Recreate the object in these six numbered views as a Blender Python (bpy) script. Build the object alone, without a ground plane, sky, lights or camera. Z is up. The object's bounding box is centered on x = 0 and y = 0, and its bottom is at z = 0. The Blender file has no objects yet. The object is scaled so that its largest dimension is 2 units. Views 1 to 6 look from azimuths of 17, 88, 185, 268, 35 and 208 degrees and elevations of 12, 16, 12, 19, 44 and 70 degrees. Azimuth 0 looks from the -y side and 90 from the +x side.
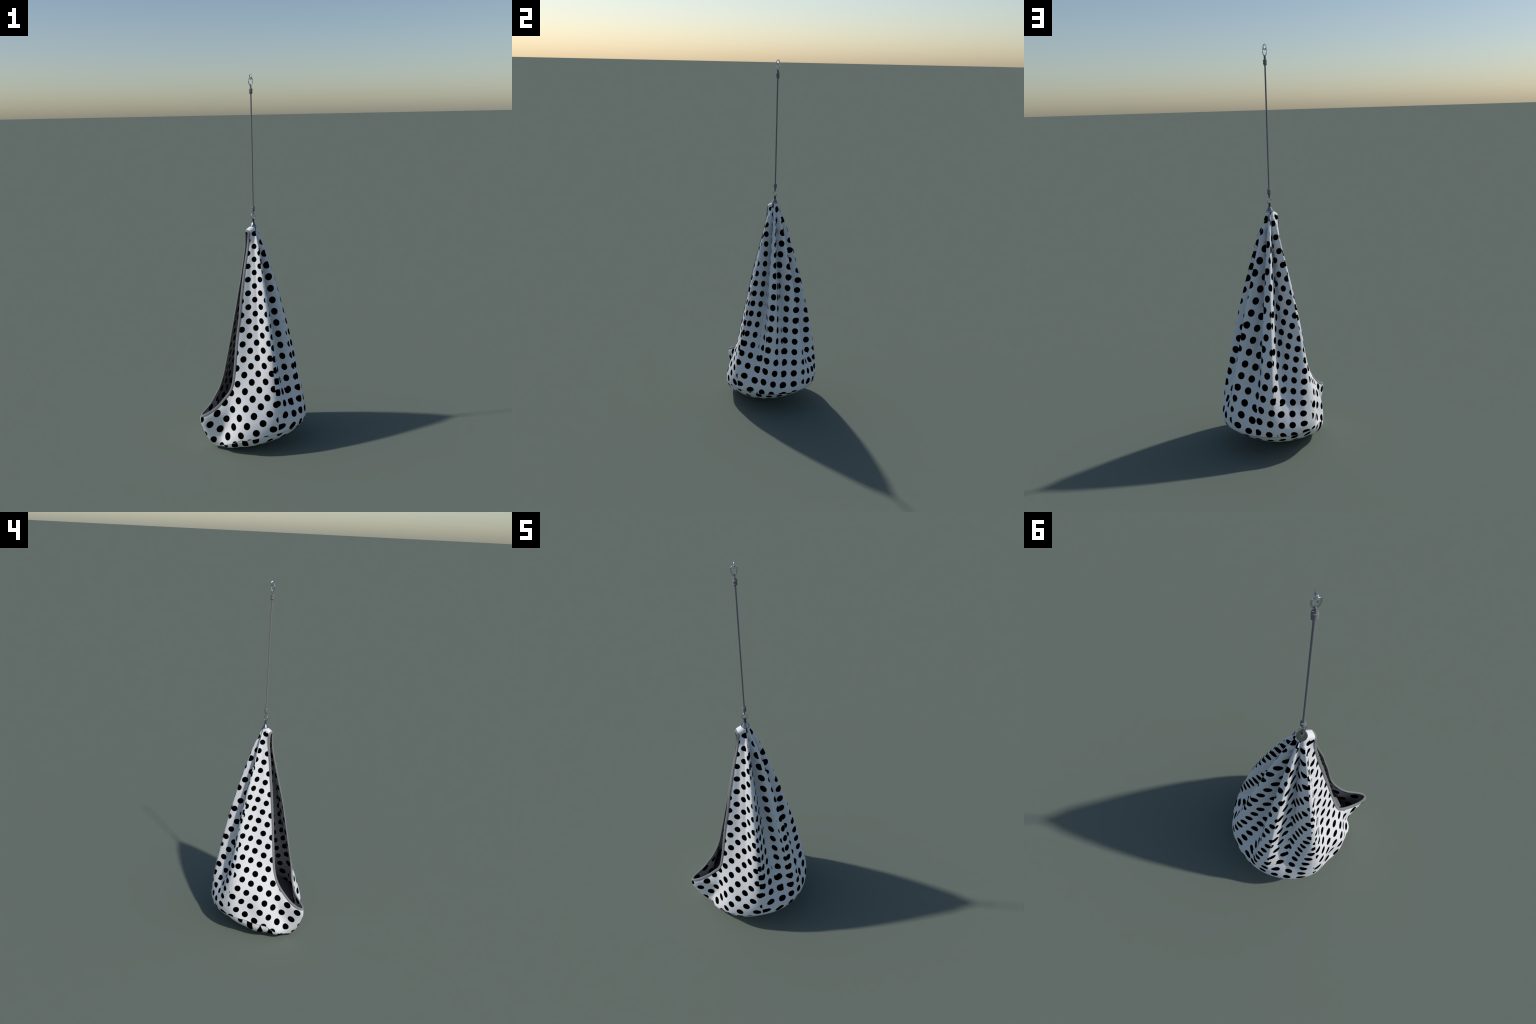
"""A child's hanging pod swing: a dotted fabric cone gathered under a steel cap,
with a slit opening, a pouch lip, a cushion floor, a knotted rope and two steel links."""
import bpy, math
import numpy as np

# ------------------------------------------------------------------ frame
AXIS = np.array([-0.017, 0.002])          # hanging axis (x, y)
FRONT = -132.0                            # direction the opening faces, degrees
TOP = 1.208                               # where the cloth enters the cap

# ------------------------------------------------------------------ small maths
def hermite_weights(x, knots):
    """piecewise cubic (Catmull-Rom) weights of the knots at positions x"""
    x = np.clip(np.asarray(x, float), knots[0], knots[-1])
    n, k = len(x), len(knots)
    w = np.zeros((n, k))
    i = np.clip(np.searchsorted(knots, x, "right") - 1, 0, k - 2)
    h = knots[i + 1] - knots[i]
    s = (x - knots[i]) / h
    a = np.arange(n)
    lo, hi = np.clip(i - 1, 0, k - 1), np.clip(i + 2, 0, k - 1)
    d0, d1 = knots[i + 1] - knots[lo], knots[hi] - knots[i]
    m0, m1 = (s ** 3 - 2 * s ** 2 + s) * h / d0, (s ** 3 - s ** 2) * h / d1
    np.add.at(w, (a, i), 2 * s ** 3 - 3 * s ** 2 + 1 - m1)
    np.add.at(w, (a, i + 1), -2 * s ** 3 + 3 * s ** 2 + m0)
    np.add.at(w, (a, lo), -m0)
    np.add.at(w, (a, hi), m1)
    return w

def pchip(x, xp, fp):
    """monotone cubic interpolation"""
    xp, fp = np.asarray(xp, float), np.asarray(fp, float)
    h, d = np.diff(xp), np.diff(fp) / np.diff(xp)
    m = np.zeros_like(fp)
    same = d[:-1] * d[1:] > 0
    w1, w2 = 2 * h[1:] + h[:-1], h[1:] + 2 * h[:-1]
    with np.errstate(divide="ignore", invalid="ignore"):
        m[1:-1] = np.where(same, (w1 + w2) / (w1 / d[:-1] + w2 / d[1:]), 0)
    m[0], m[-1] = d[0], d[-1]
    x = np.clip(x, xp[0], xp[-1])
    i = np.clip(np.searchsorted(xp, x, "right") - 1, 0, len(xp) - 2)
    s = (x - xp[i]) / h[i]
    return ((2 * s ** 3 - 3 * s ** 2 + 1) * fp[i] + (s ** 3 - 2 * s ** 2 + s) * h[i] * m[i]
            + (-2 * s ** 3 + 3 * s ** 2) * fp[i + 1] + (s ** 3 - s ** 2) * h[i] * m[i + 1])

def smooth(a, b, x):
    t = np.clip((np.asarray(x, float) - a) / (b - a), 0, 1)
    return t * t * (3 - 2 * t)

# ------------------------------------------------------------------ the cloth surface
# radius from the axis of each meridian (rows: heading in degrees) at these heights
HEIGHTS = np.array([1.208, 1.19, 1.15, 1.1, .95, .8, .65, .5, .4, .32, .26, .21, .17, .13, .09, .05, .01])
MERIDIANS = {
    -132: (.018, .045, .051, .058, .096, .136, .170, .200, .224, .250, .288, .347, .354, .341, .326, .304, .272),
    -121: (.018, .044, .048, .052, .089, .128, .160, .191, .213, .231, .252, .269, .264, .259, .264, .270, .260),
    -111: (.018, .042, .047, .051, .087, .126, .157, .186, .205, .217, .226, .233, .239, .247, .261, .271, .262),
    -90: (.018, .031, .036, .050, .074, .107, .138, .167, .190, .217, .236, .252, .264, .270, .269, .260, .240),
    -70: (.018, .024, .034, .050, .089, .124, .155, .184, .204, .227, .245, .258, .267, .270, .266, .252, .230),
    -50: (.018, .022, .040, .063, .109, .154, .194, .229, .247, .262, .270, .274, .274, .270, .260, .244, .220),
    -3: (.018, .022, .037, .060, .107, .149, .188, .223, .241, .259, .268, .275, .280, .273, .258, .236, .211),
    42: (.018, .022, .041, .062, .108, .150, .188, .223, .245, .258, .269, .276, .277, .270, .256, .238, .218),
    87: (.018, .022, .038, .060, .108, .151, .189, .221, .241, .255, .264, .268, .271, .263, .248, .230, .212),
    142: (.018, .023, .039, .055, .101, .145, .184, .211, .230, .245, .254, .258, .258, .252, .243, .231, .217),
    165: (.018, .024, .034, .044, .074, .106, .134, .158, .183, .207, .219, .221, .222, .230, .244, .250, .238),
    187: (.018, .028, .033, .041, .066, .094, .121, .147, .171, .199, .220, .235, .243, .246, .246, .242, .232),
    209: (.018, .041, .045, .047, .066, .095, .127, .160, .182, .206, .223, .230, .236, .244, .258, .268, .258),
    219: (.018, .044, .048, .052, .080, .114, .147, .179, .203, .229, .262, .284, .274, .265, .267, .270, .260),
}
_h = np.array(list(MERIDIANS))
_r = np.array(list(MERIDIANS.values()))
# the same meridians repeated one turn before and after, so that the ring closes
_hh = np.concatenate([_h - 360, _h, _h + 360]).astype(float)
_rr = np.concatenate([_r, _r, _r])

# gathers: deep folds between the ridges (heading, share of the full fold depth)
FOLDS = np.array([(-132, 0), (-50, 0), (-44.5, .04), (-37, .62), (-26, 1.14), (-17.5, .92), (-9.5, 0), (-3, -.02), (3.2, 0), (10, .66), (18, .98),
                  (29, .5), (36, .12), (42, 0), (44.5, .08), (50, .42), (59, .92), (67, 1.08), (74, .62), (79.5, 0), (87, -.02), (93, 0),
                  (102, .86), (111, 1.18), (121, .76), (129, .3), (137.5, .03), (142, 0), (228, 0)])
FOLD_DEPTH = np.array([(.10, 0), (.14, .0), (.2, .035), (.3, .15), (.42, .27), (.55, .36), (.65, .42), (.8, .49), (.95, .55), (1.05, .56),
                       (1.13, .42), (1.18, .25), (1.21, 0)])
# shallow sag of the two side panels (heading, share of the radius)
SAGS = np.array([(-132, 0), (-111, 0), (-92, -.05), (-78, -.12), (-66, -.19), (-58, -.09), (-51, 0), (143, 0), (150, -.09), (158, -.19), (170, -.12), (184, -.05), (209, 0), (228, 0)])
_turns = np.arange(FRONT - 10, FRONT + 370.01, .25)

def _rounded(table, width):
    """straight runs between the table's points with their corners rounded off"""
    v = np.interp(_turns, table[:, 0], table[:, 1])
    k = np.exp(-(np.arange(-40, 41) * .25 / width) ** 2)
    return np.convolve(np.pad(v, 40, "edge"), k / k.sum(), "valid")

_fold, _sag = _rounded(FOLDS, 1.2), _rounded(SAGS, 2.6)

def radius(heading, z):
    heading, z = np.broadcast_arrays(np.asarray(heading, float), np.asarray(z, float))
    shape = heading.shape
    t, zz = heading.ravel(), z.ravel()
    wt = hermite_weights(t, _hh)
    wz = hermite_weights(zz, HEIGHTS[::-1])[:, ::-1]
    r = np.einsum("nk,kj,nj->n", wt, _rr, wz)
    turn = (t - FRONT) % 360 + FRONT
    fold = np.interp(turn, _turns, _fold) * pchip(zz, FOLD_DEPTH[:, 0], FOLD_DEPTH[:, 1])
    sag = np.interp(turn, _turns, _sag) * smooth(.35, .72, zz) * smooth(1.2, 1.1, zz)
    return (r * (1 - fold + sag)).reshape(shape)

def surface(heading, z):
    a = np.radians(heading)
    r = radius(heading, z)
    return np.stack([AXIS[0] + r * np.cos(a), AXIS[1] + r * np.sin(a), np.broadcast_to(z, r.shape)], -1)

# the two hems of the opening: (height, heading), from the arch at the top to the lip
ARCH, LIP = 1.1895, .202
HEM_R = np.array([(ARCH, -130), (1.1885, -122), (1.186, -112), (1.18, -106), (1.15, -109), (1.112, -113), (1.018, -115), (.92, -113),
                  (.828, -111), (.728, -109.5), (.624, -110.5), (.541, -110.2), (.457, -109.5), (.388, -110), (.343, -113),
                  (.284, -121), (.237, -126), (.212, -129.3), (LIP, -132)])
HEM_L = np.array([(ARCH, 230), (1.1885, 222), (1.187, 217), (1.182, 212), (1.142, 209), (1.077, 212.5), (.997, 214.5), (.9, 214.5),
                  (.786, 213.3), (.672, 212), (.556, 210), (.433, 209), (.368, 210.2), (.312, 214), (.27, 218),
                  (.228, 222), (.212, 224.3), (LIP, 228)])

def hem(z, table, closed):
    h = pchip(z, table[::-1, 0], table[::-1, 1])
    return np.where((z > ARCH) | (z < LIP), closed, h)

# height of the seam that joins the wall to the bottom
SEAM = np.array([(-132, .020), (-124, .025), (-117, .038), (-108, .054), (-99, .072), (-91, .093), (-86, .094), (-77, .104), (-60, .117),
                 (-40, .125), (0, .130), (45, .133), (90, .132), (140, .127), (163, .117), (174, .108), (184, .098), (191, .090),
                 (196, .076), (202, .055), (209, .040), (219, .025), (228, .020)])
BOTTOM_CENTRE = np.array([-0.095, -0.085, 0.0005])
# how full the bottom bulges below the seam: 1 is slack, less is rounder
FULLNESS = np.array([(-132, .6), (-110, .45), (-85, .6), (-65, .68), (-45, .78), (-25, .78), (0, .84), (42, .92), (90, .88), (125, .95), (150, .68), (170, .42), (190, .44), (228, .6)])

# ---- the sewn pieces round the wall
# (name, from heading, to heading); the back panels meet on the ridges and along the folds
PANELS = [("side_panel", -132, -50), ("gusset_panel", -50, -45.5), ("back_panel", -45.5, -26), ("back_panel", -26, -9.5), ("pleat_panel", -9.5, 3.2), ("back_panel", 3.2, 18), ("back_panel", 18, 42), ("back_panel", 42, 67), ("back_panel", 67, 79.5), ("pleat_panel", 79.5, 93), ("back_panel", 93, 111), ("back_panel", 111, 137.5), ("gusset_panel", 137.5, 142), ("side_panel", 142, 228)]
BORDERS = np.array([p[1] for p in PANELS] + [FRONT + 360], float)
# near the bottom the folds run out and the pieces between them close up; near the cap the gussets do
BORDERS_LOW = np.array([-132, -48.3, -47.7, -19.3, -18.7, 10.7, 11.3, 42, 72.7, 73.3, 96.7, 97.3, 138.7, 139.3, 228])
BORDERS_HIGH = np.array([-132, -47.3, -46.7, -26, -9.5, 3.2, 18, 42, 67, 79.5, 93, 111, 139.7, 140.3, 228])
COLUMNS = [150, 10, 60, 50, 45, 40, 70, 70, 40, 45, 50, 75, 10, 150]      # grid columns in each piece

def headings(z):
    """headings of all grid columns at height z, so that columns run along the panel borders"""
    b = BORDERS_LOW + (BORDERS - BORDERS_LOW) * smooth(.24, .40, z)
    b = b + (BORDERS_HIGH - b) * smooth(1.10, 1.16, z)
    b[0], b[-1] = hem(z, HEM_R, FRONT), hem(z, HEM_L, FRONT + 360)
    knots = np.concatenate([[0], np.cumsum(COLUMNS)])
    return np.interp(np.arange(knots[-1] + 1), knots, b)

PANEL_OF_COLUMN = np.repeat(np.arange(len(PANELS)), COLUMNS)

def build_shell():
    """grid of the cloth: wall rows from the cap to the seam, then bottom rows to the centre"""
    rows = np.concatenate([np.arange(TOP, 1.195, -.003), np.arange(1.195, 1.178, -.001), np.arange(1.178, .26, -.007),
                           np.arange(.26, .1901, -.0022)])
    verts, kinds, opened = [], [], []
    for z in rows:
        h = headings(z)
        verts.append(surface(h, np.full(len(h), z)))
        kinds.append(h)
        opened.append(LIP <= z <= ARCH)
    # below the lip each column runs evenly to its own seam height
    heading = headings(.15)
    zs = pchip(heading, SEAM[:, 0], SEAM[:, 1])
    last = rows[-1]
    for t in np.linspace(0, 1, 28)[1:]:
        verts.append(surface(heading, last + (zs - last) * t))
        kinds.append(heading)
        opened.append(False)
    wall_rows = len(verts)
    rim = verts[-1]
    full = pchip(heading, FULLNESS[:, 0], FULLNESS[:, 1])
    for t in np.cos(np.linspace(0, np.pi / 2, 36))[1:-1]:
        p = BOTTOM_CENTRE + (rim - BOTTOM_CENTRE) * t
        p[:, 2] = BOTTOM_CENTRE[2] + (rim[:, 2] - BOTTOM_CENTRE[2]) * (1 - (1 - t ** 2.2) ** full)
        verts.append(p)
        kinds.append(heading)
        opened.append(False)
    return np.array(verts), np.array(kinds), np.array(opened), wall_rows

# ------------------------------------------------------------------ materials
def new_material(name):
    m = bpy.data.materials.new(name)
    m.use_nodes = True
    nt = m.node_tree
    nt.nodes.clear()
    out = nt.nodes.new("ShaderNodeOutputMaterial")
    bsdf = nt.nodes.new("ShaderNodeBsdfPrincipled")
    nt.links.new(bsdf.outputs[0], out.inputs[0])
    return m, nt, bsdf

def math_node(nt, op, a, b=None, c=None):
    n = nt.nodes.new("ShaderNodeMath")
    n.operation = op
    for i, v in enumerate((a, b, c)):
        if v is None:
            continue
        if isinstance(v, (int, float)):
            n.inputs[i].default_value = v
        else:
            nt.links.new(v, n.inputs[i])
    return n.outputs[0]

DOT = .302        # radius of a printed dot, in steps of its lattice

def dotted_cloth(name, ground, print_layout, dot=(.0012, .0012, .0012)):
    """cloth printed with a square lattice of round dots. print_layout = (facing, column, row): the print is laid
    on a plane with that facing; column and row are quadratics in (across, height - 0.5) whose bending terms
    let the print follow the curve of the panel; a dot sits wherever both are whole numbers"""
    m, nt, bsdf = new_material(name)
    coord = nt.nodes.new("ShaderNodeTexCoord").outputs["Object"]
    facing, *rules = print_layout
    if facing is None:                       # laid flat: across = x, height = y
        axes, origin = ((1, 0, 0), (0, 1, 0)), (0, 0, 0)
    else:
        f = math.radians(facing)
        axes, origin = ((-math.sin(f), math.cos(f), 0), (0, 0, 1)), (AXIS[0], AXIS[1], .5)
    shifted = nt.nodes.new("ShaderNodeVectorMath")
    shifted.operation = "SUBTRACT"
    nt.links.new(coord, shifted.inputs[0])
    shifted.inputs[1].default_value = origin
    local = []
    for axis in axes:
        d = nt.nodes.new("ShaderNodeVectorMath")
        d.operation = "DOT_PRODUCT"
        nt.links.new(shifted.outputs[0], d.inputs[0])
        d.inputs[1].default_value = axis
        local.append(d.outputs["Value"])
    p, q = local
    terms = [p, q, math_node(nt, "MULTIPLY", p, p), math_node(nt, "MULTIPLY", p, q), math_node(nt, "MULTIPLY", q, q)]
    cell = []
    for rule in rules:
        v = None
        for k, t in zip(rule[1:], terms):
            v = math_node(nt, "MULTIPLY_ADD", t, float(k), float(rule[0]) if v is None else v)
        cell.append(math_node(nt, "SUBTRACT", v, math_node(nt, "ROUND", v)))
    u, v = cell
    dist = math_node(nt, "SQRT", math_node(nt, "ADD", math_node(nt, "MULTIPLY", u, u), math_node(nt, "MULTIPLY", v, v)))
    mask = nt.nodes.new("ShaderNodeMapRange")
    mask.interpolation_type = "SMOOTHSTEP"
    nt.links.new(dist, mask.inputs["Value"])
    mask.inputs["From Min"].default_value = DOT - .008
    mask.inputs["From Max"].default_value = DOT + .008
    # woven ground: fine vertical threads
    weave = nt.nodes.new("ShaderNodeMapping")
    weave.inputs["Scale"].default_value = (420, 420, 30)
    nt.links.new(coord, weave.inputs[0])
    noise = nt.nodes.new("ShaderNodeTexNoise")
    noise.inputs["Scale"].default_value = 1.0
    noise.inputs["Detail"].default_value = 3
    nt.links.new(weave.outputs[0], noise.inputs["Vector"])
    ramp = nt.nodes.new("ShaderNodeValToRGB")
    nt.links.new(noise.outputs["Fac"], ramp.inputs[0])
    ramp.color_ramp.elements[0].position, ramp.color_ramp.elements[1].position = .25, .75
    ramp.color_ramp.elements[0].color = (*[c * .9 for c in ground], 1)
    ramp.color_ramp.elements[1].color = (*[min(1, c * 1.05) for c in ground], 1)
    mix = nt.nodes.new("ShaderNodeMix")
    mix.data_type = "RGBA"
    nt.links.new(mask.outputs[0], mix.inputs["Factor"])
    mix.inputs["A"].default_value = (*dot, 1)
    nt.links.new(ramp.outputs[0], mix.inputs["B"])
    nt.links.new(mix.outputs["Result"], bsdf.inputs["Base Color"])
    bsdf.inputs["Roughness"].default_value = .9
    bsdf.inputs["Specular IOR Level"].default_value = 0
    return m

def plain(name, colour, rough=.85, metal=0.0, grain=0.0, scale=600, spec=.2):
    m, nt, bsdf = new_material(name)
    coord = nt.nodes.new("ShaderNodeTexCoord").outputs["Object"]
    noise = nt.nodes.new("ShaderNodeTexNoise")
    noise.inputs["Scale"].default_value = scale
    noise.inputs["Detail"].default_value = 3
    nt.links.new(coord, noise.inputs["Vector"])
    ramp = nt.nodes.new("ShaderNodeValToRGB")
    nt.links.new(noise.outputs["Fac"], ramp.inputs[0])
    ramp.color_ramp.elements[0].color = (*[c * (1 - grain) for c in colour], 1)
    ramp.color_ramp.elements[1].color = (*[min(1, c * (1 + grain)) for c in colour], 1)
    nt.links.new(ramp.outputs[0], bsdf.inputs["Base Color"])
    bsdf.inputs["Roughness"].default_value = rough
    bsdf.inputs["Metallic"].default_value = metal
    bsdf.inputs["Specular IOR Level"].default_value = spec
    return m

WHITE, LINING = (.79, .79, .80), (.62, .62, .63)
TRIM = plain("grey_binding", (.225, .225, .225), grain=.06)
ROPE = plain("grey_cord", (.20, .20, .205), grain=.15, scale=900)
STEEL = plain("polished_steel", (.62, .63, .65), rough=.12, metal=1, grain=.02, scale=40)
DARK_STEEL = plain("dark_polished_steel", (.33, .34, .36), rough=.16, metal=1, grain=.02, scale=40)
POST = plain("dark_post", (.06, .062, .062), rough=.45, grain=.1, scale=200)
CUSHION = plain("dark_grey_cushion", (.20, .20, .21), grain=.06)

# ------------------------------------------------------------------ mesh helpers
def mesh_object(name, verts, faces, materials, parent, smooth_shade=True):
    me = bpy.data.meshes.new(name)
    me.from_pydata([tuple(map(float, v)) for v in verts], [], faces)
    for m in materials:
        me.materials.append(m)
    me.polygons.foreach_set("use_smooth", [smooth_shade] * len(me.polygons))
    me.update()
    ob = bpy.data.objects.new(name, me)
    bpy.context.scene.collection.objects.link(ob)
    ob.parent = parent
    return ob

def tube(path, r, sides=16, closed=False):
    """verts and faces of a round tube along a path"""
    path = np.asarray(path, float)
    n = len(path)
    t = np.roll(path, -1, 0) - np.roll(path, 1, 0) if closed else np.gradient(path, axis=0)
    t /= np.linalg.norm(t, axis=1)[:, None]
    ref = np.array([0, 0, 1.0]) if abs(t[0][2]) < .9 else np.array([1.0, 0, 0])
    u = np.cross(t[0], ref); u /= np.linalg.norm(u)
    us = []
    for k in range(n):
        u = u - t[k] * (u @ t[k]); u /= np.linalg.norm(u); us.append(u)
    us = np.array(us)
    if closed:      # undo the twist gathered on the way round
        end = us[-1] - t[0] * (us[-1] @ t[0]); end /= np.linalg.norm(end)
        twist = math.atan2(np.cross(end, us[0]) @ t[0], end @ us[0])
        ang = twist * np.arange(n) / n
        us = us * np.cos(ang)[:, None] + np.cross(t, us) * np.sin(ang)[:, None]
    w = np.cross(t, us)
    rr = np.broadcast_to(np.asarray(r, float), (n,))
    a = np.linspace(0, 2 * math.pi, sides, endpoint=False)
    v = path[:, None] + rr[:, None, None] * (np.cos(a)[None, :, None] * us[:, None] + np.sin(a)[None, :, None] * w[:, None])
    f = []
    for i in range(n if closed else n - 1):
        j = (i + 1) % n
        for k in range(sides):
            l = (k + 1) % sides
            f.append((i * sides + k, i * sides + l, j * sides + l, j * sides + k))
    if not closed:
        f.append(tuple(range(sides))[::-1])
        f.append(tuple((n - 1) * sides + k for k in range(sides)))
    return v.reshape(-1, 3), f

def lathe(profile, centre, segs=64):
    """closed profile (radius, height) turned round a vertical axis"""
    p = np.asarray(profile, float)
    n = len(p)
    a = np.linspace(0, 2 * math.pi, segs, endpoint=False)
    v = np.stack([centre[0] + p[:, None, 0] * np.cos(a), centre[1] + p[:, None, 0] * np.sin(a), np.broadcast_to(p[:, None, 1], (n, segs))], -1)
    f = []
    for i in range(n - 1):
        for k in range(segs):
            l = (k + 1) % segs
            f.append((i * segs + k, i * segs + l, (i + 1) * segs + l, (i + 1) * segs + k))
    f.append(tuple(range(segs))[::-1])
    f.append(tuple((n - 1) * segs + k for k in range(segs)))
    return v.reshape(-1, 3), f

# ------------------------------------------------------------------ the thing
root = bpy.data.objects.new("hanging_pod_swing", None)
bpy.context.scene.collection.objects.link(root)
root["label"] = "white hanging pod swing with black dots, grey binding and rope"
root["category"] = "hanging swing"

# ---- cloth shell, cut into its sewn panels
# how the dotted print lies on each panel: facing, then column and row rules (see dotted_cloth)
PRINT = [
    (-91.0, (0.364, 15.00, -10.83, -2.96, 1.94, -2.90), (-0.036, -10.75, -13.62, -3.64, -5.81, -1.34)),
    (-46.8, (-0.037, 16.62, -0.63, 0.00, 0.00, -1.70), (0.448, -0.79, -17.22, 0.00, 0.00, -1.27)),
    (21.1, (-0.195, 20.12, -5.43, 1.42, -2.06, 4.54), (-0.343, -3.84, -15.67, 0.18, 2.74, -1.63)),
    (-77.5, (0.296, 17.73, 4.16, 0.83, -6.72, -1.57), (-0.262, 2.40, -16.93, -0.58, 4.63, 1.68)),
    (-1.6, (0.244, 18.42, -1.68, 0.28, 2.38, 1.17), (0.202, -2.93, -16.30, -0.20, -0.18, -1.51)),
    (69.4, (-0.442, 14.66, -4.97, 0.00, 0.00, -0.26), (0.123, -4.87, -15.28, 0.00, 0.00, 0.12)),
    (-15.5, (0.077, 17.49, 0.81, 0.07, -2.49, -1.68), (-0.157, -0.62, -16.65, 0.01, 0.90, 0.74)),
    (102.8, (-0.431, 16.92, -7.39, -0.89, -3.57, -0.54), (-0.469, -6.25, -15.76, -0.81, -3.22, 1.81)),
    (7.8, (-0.042, 15.72, -0.19, 0.00, 0.00, -1.29), (0.194, -0.39, -16.41, 0.00, 0.00, -0.47)),
    (87.1, (-0.208, 20.30, -4.64, 0.40, 7.48, -3.71), (-0.085, -6.14, -16.82, -0.44, -8.79, 1.21)),
    (161.6, (0.089, 14.89, -8.55, 0.00, 0.00, -2.03), (0.203, -8.29, -15.52, 0.00, 0.00, 1.47)),
    (77.1, (-0.124, 20.43, -1.81, 0.41, -3.13, -7.37), (0.489, -4.33, -18.23, 0.84, -6.33, 1.25)),
    (143.7, (0.182, 18.21, -4.32, 0.00, 0.00, 0.00), (-0.388, -4.15, -18.94, 0.00, 0.00, 0.00)),
    (-170.8, (-0.037, 16.23, -7.42, -3.22, 4.55, 0.17), (-0.126, -8.01, -15.89, -3.16, 1.66, -2.41)),
]
BOTTOM_PRINT = (None, (.1, 16.8, 0, 0, 0, 0), (.3, 0, 16.8, 0, 0, 0))

grid, heads, opened, wall_rows = build_shell()
nr, nc = grid.shape[:2]
index = np.zeros((nr, nc), int)
points, where = [], []
for i in range(nr):
    for j in range(nc):
        if j == nc - 1 and not opened[i]:
            index[i, j] = index[i, 0]
            continue
        index[i, j] = len(points)
        points.append(grid[i, j])
centre_id = len(points)
points.append(BOTTOM_CENTRE)
faces, region = [], []
# where a piece has closed up its sliver belongs to the neighbour
CLOSED_LOW, CLOSED_HIGH = {1: 2, 3: 2, 5: 6, 8: 7, 10: 11, 12: 13}, {1: 0, 12: 13}
HOOD = (1.172, 24)         # plain hood over the arch: height, half width in degrees
for i in range(nr):
    for j in range(nc - 1):
        if i < nr - 1:
            f = [index[i, j], index[i + 1, j], index[i + 1, j + 1], index[i, j + 1]]
        else:
            f = [index[i, j], centre_id, index[i, j + 1]]
        f = [v for k, v in enumerate(f) if v != f[k - 1]]
        if len(f) < 3:
            continue
        faces.append(tuple(int(v) for v in f))
        if i >= wall_rows - 1:
            region.append(len(PANELS))
        else:
            h = .25 * (heads[i, j] + heads[i + 1, j] + heads[i, j + 1] + heads[i + 1, j + 1])
            z, away = grid[i, j, 2], min(h - FRONT, FRONT + 360 - h)
            if (z > HOOD[0] and away < HOOD[1]) or (z > 1.187 and away < 40):
                region.append(len(PANELS) + 1)
            else:
                k = int(PANEL_OF_COLUMN[j])
                if z < .275:
                    k = CLOSED_LOW.get(k, k)
                elif z > 1.14:
                    k = CLOSED_HIGH.get(k, k)
                region.append(k)
points = np.array(points)
faces_arr = faces
# vertex normals of the whole shell
whole = bpy.data.meshes.new("shell_tmp")
whole.from_pydata([tuple(p) for p in points], [], faces)
whole.update()
normals = np.array([v.vector[:] for v in whole.vertex_normals])
bpy.data.meshes.remove(whole)
CLOTH = .0028
region = np.array(region)

def cut_panel(name, k, outer, inner):
    ids = [f for f, q in zip(faces, region) if q == k]
    used = np.unique(np.concatenate([np.array(f) for f in ids]))
    remap = {int(v): n for n, v in enumerate(used)}
    n = len(used)
    v_out, v_in = points[used], points[used] - normals[used] * CLOTH
    f_out = [tuple(remap[v] for v in f) for f in ids]
    f_in = [tuple(remap[v] + n for v in f[::-1]) for f in ids]
    ob = mesh_object(name, np.concatenate([v_out, v_in]), f_out + f_in, [outer, inner], root)
    me = ob.data
    me.polygons.foreach_set("material_index", [0] * len(f_out) + [1] * len(f_in))
    me.normals_split_custom_set_from_vertices([tuple(x) for x in np.concatenate([normals[used], -normals[used]])])
    return ob

for k, (name, lo, hi) in enumerate(PANELS):
    cut_panel(name, k, dotted_cloth(f"dotted_{name}", WHITE, PRINT[k]), dotted_cloth(f"lining_{name}", LINING, PRINT[k]))
cut_panel("bottom_panel", len(PANELS), dotted_cloth("dotted_bottom", WHITE, BOTTOM_PRINT), plain("bottom_lining", LINING))

cut_panel("hood_panel", len(PANELS) + 1, plain("plain_white_cloth", WHITE, grain=.05, scale=300), plain("plain_lining", LINING))

# ---- binding round the opening: a soft flat band folded over the hem
def hem_loop():
    zs = np.unique(np.concatenate([np.linspace(LIP, .26, 30), np.linspace(.26, 1.17, 120), np.linspace(1.17, ARCH, 30)]))
    right = np.stack([hem(zs, HEM_R, FRONT), zs], -1)
    left = np.stack([hem(zs, HEM_L, FRONT + 360), zs], -1)[::-1]
    loop = np.concatenate([right, left[1:-1]])
    p = surface(loop[:, 0], loop[:, 1])
    e = 1e-3
    du = surface(loop[:, 0] + .5, loop[:, 1]) - surface(loop[:, 0] - .5, loop[:, 1])
    dv = surface(loop[:, 0], loop[:, 1] + e) - surface(loop[:, 0], loop[:, 1] - e)
    nrm = np.cross(du, dv)
    nrm /= np.linalg.norm(nrm, axis=1)[:, None]
    return p, nrm

def resample_loop(p, nrm, n):
    q = np.concatenate([p, p[:1]]); m = np.concatenate([nrm, nrm[:1]])
    s = np.r_[0, np.cumsum(np.linalg.norm(np.diff(q, axis=0), axis=1))]
    t = np.linspace(0, s[-1], n, endpoint=False)
    f = lambda a: np.stack([np.interp(t, s, a[:, k]) for k in range(3)], -1)
    return f(q), f(m)

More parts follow.
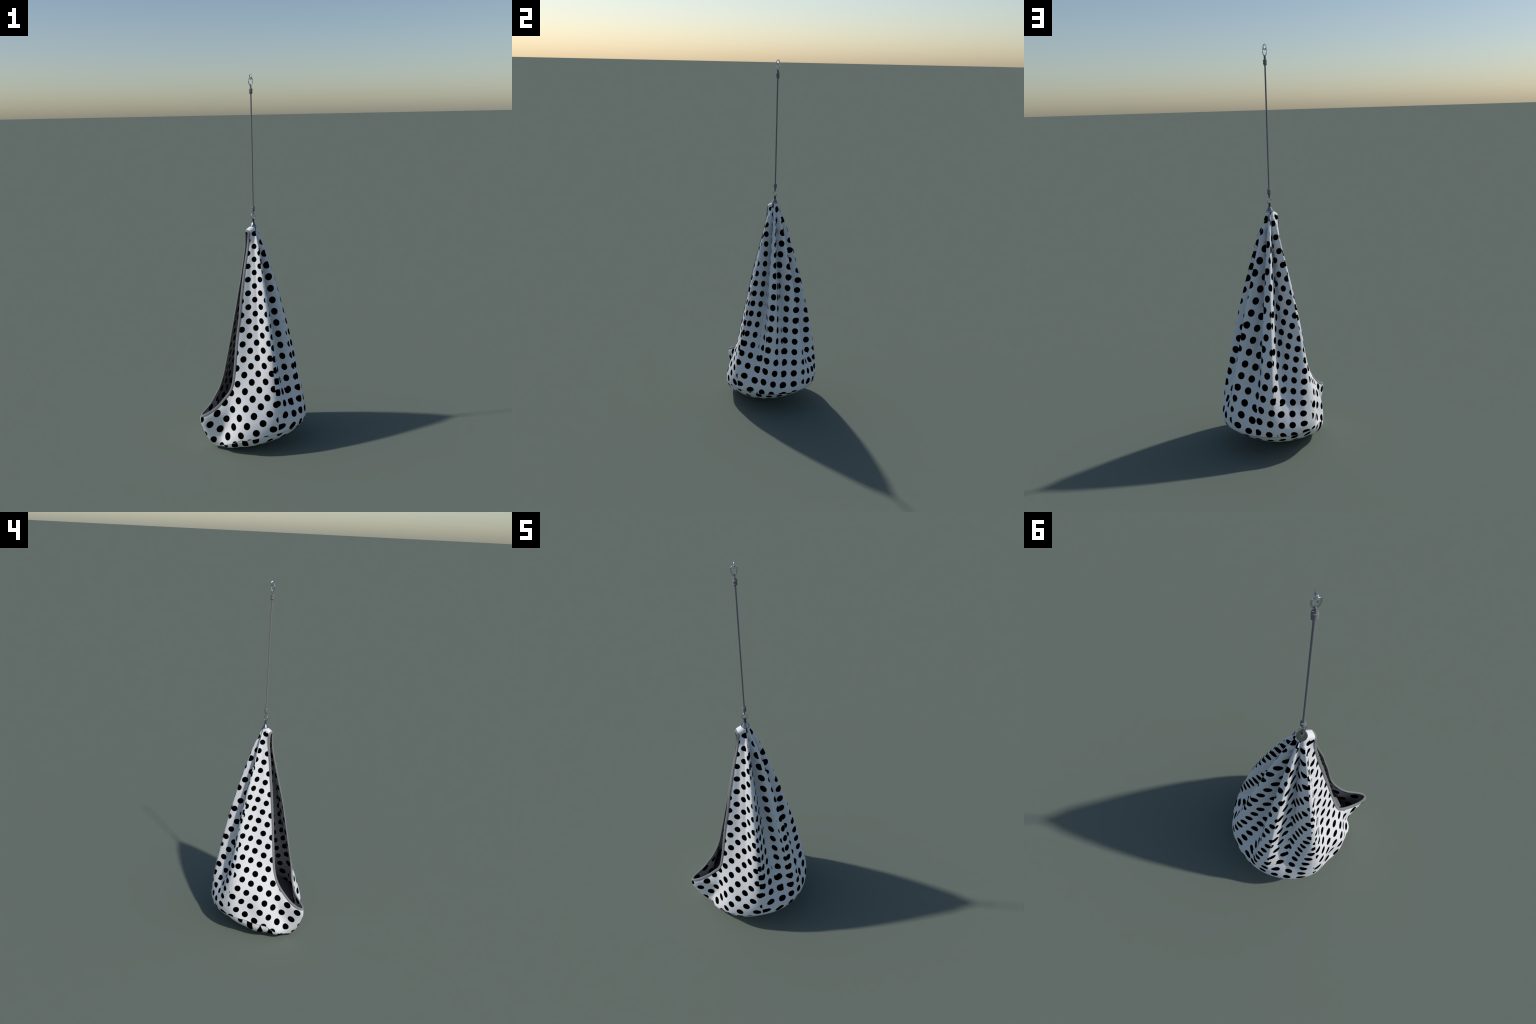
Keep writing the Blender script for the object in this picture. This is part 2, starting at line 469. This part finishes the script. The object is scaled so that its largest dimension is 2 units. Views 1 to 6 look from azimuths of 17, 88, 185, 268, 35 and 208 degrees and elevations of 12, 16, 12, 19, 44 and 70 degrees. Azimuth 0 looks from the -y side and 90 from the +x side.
p, nrm = resample_loop(*hem_loop(), 420)
for _ in range(6):
    p = .5 * p + .25 * (np.roll(p, 1, 0) + np.roll(p, -1, 0))
    nrm = .5 * nrm + .25 * (np.roll(nrm, 1, 0) + np.roll(nrm, -1, 0))
tan = np.roll(p, -1, 0) - np.roll(p, 1, 0)
tan /= np.linalg.norm(tan, axis=1)[:, None]
nrm -= tan * (nrm * tan).sum(1)[:, None]
nrm /= np.linalg.norm(nrm, axis=1)[:, None]
into = np.cross(nrm, tan)                      # along the cloth
if (into[60] @ (np.array([*AXIS, p[60, 2]]) + 0) - into[60] @ p[60]) < 0:
    into = -into
BAND_W, BAND_T = .0066, .0042
sides = 20
ang = np.linspace(0, 2 * math.pi, sides, endpoint=False)
sq = lambda c: np.sign(c) * np.abs(c) ** .55
ring = (p + into * (BAND_W * .1) - nrm * CLOTH * .5)[:, None] + BAND_W * sq(np.cos(ang))[None, :, None] * into[:, None] + BAND_T * sq(np.sin(ang))[None, :, None] * nrm[:, None]
n = len(p)
bf = [(i * sides + k, i * sides + (k + 1) % sides, ((i + 1) % n) * sides + (k + 1) % sides, ((i + 1) % n) * sides + k) for i in range(n) for k in range(sides)]
mesh_object("edge_binding", ring.reshape(-1, 3), bf, [TRIM], root)

# ---- stitched seam between wall and bottom
v, f = tube(grid[wall_rows - 1][:-1] + normals[index[wall_rows - 1, :-1]] * .0002, .0011, 8, True)
mesh_object("seam_cord", v, f, [TRIM], root)

# ---- cushion on the floor of the pod
def cushion():
    """round pad, thicker at the back, that fills the bottom up to the pouch"""
    nseg, rings = 180, 16
    h = FRONT + 360 * np.arange(nseg) / nseg
    toward_back = -np.cos(np.radians(h - FRONT))
    top = .186 + .026 * toward_back
    rim = np.minimum(radius(h, top) - .006, .250 + .012 * toward_back)
    a = np.radians(h)
    def ring(share, z):
        return np.stack([AXIS[0] + rim * share * np.cos(a), AXIS[1] + rim * share * np.sin(a), z], -1)
    vs = [ring(.80, top - .055), ring(.93, top - .045), ring(.985, top - .028), ring(1.0, top - .012), ring(.985, top - .002), ring(.95, top + .004)]
    vs += [ring(t, top * t + .192 * (1 - t) + .004 + .032 * (1 - t * t)) for t in np.linspace(.9, .04, rings)]
    fs, m = [], len(vs)
    for i in range(m - 1):
        for k in range(nseg):
            l = (k + 1) % nseg
            fs.append((i * nseg + k, i * nseg + l, (i + 1) * nseg + l, (i + 1) * nseg + k))
    fs.append(tuple((m - 1) * nseg + k for k in range(nseg)))
    fs.append(tuple(range(nseg))[::-1])
    return np.concatenate(vs), fs
v, f = cushion()
mesh_object("seat_cushion", v, f, [CUSHION], root)

# ---- steel cap with its post
cap = [(.0188, 1.2035), (.0190, 1.2045), (.0190, 1.2085), (.0184, 1.2098), (.0080, 1.2275), (.0072, 1.2285), (.0050, 1.2288)]
v, f = lathe(cap, AXIS)
cap_ob = mesh_object("steel_cap", v, f, [DARK_STEEL], root)
cap_ob.data.set_sharp_from_angle(angle=math.radians(28))
v, f = lathe([(.0056, 1.226), (.0056, 1.2475), (.0050, 1.249), (.001, 1.2492)], AXIS, 32)
post = mesh_object("cap_post", v, f, [POST], root)
post.data.set_sharp_from_angle(angle=math.radians(35))

# ---- links
ACROSS = np.array([math.cos(math.radians(44)), math.sin(math.radians(44)), 0])    # plane of the lower link and the snap link
ALONG = np.array([math.cos(math.radians(-47)), math.sin(math.radians(-47)), 0])   # plane of the top ring
UP = np.array([0, 0, 1.0])
def loop_curve(centre, direction, half_w, half_h, pear=0.0, power=1.0, n=72):
    a = np.linspace(0, 2 * math.pi, n, endpoint=False)
    c, s = np.cos(a), np.sin(a)
    w = half_w * np.sign(c) * np.abs(c) ** power * (1 + pear * s)
    return np.array(centre) + w[:, None] * direction + (half_h * s)[:, None] * UP
v, f = tube(loop_curve((*AXIS, 1.2595), ACROSS, (.0118), .0185), .0020, 14, True)
mesh_object("oval_link", v, f, [STEEL], root)
v, f = tube(loop_curve((*AXIS, 1.9625), ACROSS, .0112, .0195, pear=.30, power=.85), .0025, 14, True)
mesh_object("snap_link", v, f, [STEEL], root)
v, f = tube(loop_curve((*AXIS, 1.9858), ALONG, .0121, .0121), .0023, 14, True)
mesh_object("top_ring", v, f, [STEEL], root)

# ---- rope with a coiled knot and a small eye at each end
CORD = .0038
v, f = tube(np.stack([np.full(60, AXIS[0]), np.full(60, AXIS[1]), np.linspace(1.296, 1.922, 60)], -1), CORD, 16)
rope = mesh_object("rope", v, f, [ROPE], root)
def knot(z_lo, z_hi, eye, sign):
    turns = 3.3
    t = np.linspace(0, 1, 160)
    a = sign * 2 * math.pi * turns * t + .8
    r = .0054 + .0004 * np.sin(9 * t)
    coil = np.stack([AXIS[0] + r * np.cos(a), AXIS[1] + r * np.sin(a), z_lo + CORD + (z_hi - z_lo - 2 * CORD) * t], -1)
    v1, f1 = tube(coil, CORD * 1.05, 12)
    base = z_hi if eye > z_hi else z_lo
    s = np.linspace(0, math.pi, 40)
    reach = eye - base
    arch = np.array([*AXIS, base - .4 * reach]) + (.0042 * np.cos(s))[:, None] * ALONG + ((reach * 1.4 - math.copysign(CORD * .7, reach)) * np.sin(s) ** .6)[:, None] * UP
    v2, f2 = tube(arch, CORD * .7, 12)
    return np.concatenate([v1, v2]), f1 + [tuple(k + len(v1) for k in q) for q in f2]
for lo, hi, eye, sg in ((1.9005, 1.9305, 1.9500, 1), (1.2885, 1.3180, 1.2712, -1)):
    v, f = knot(lo, hi, eye, sg)
    mesh_object("coiled_knot", v, f, [ROPE], rope)
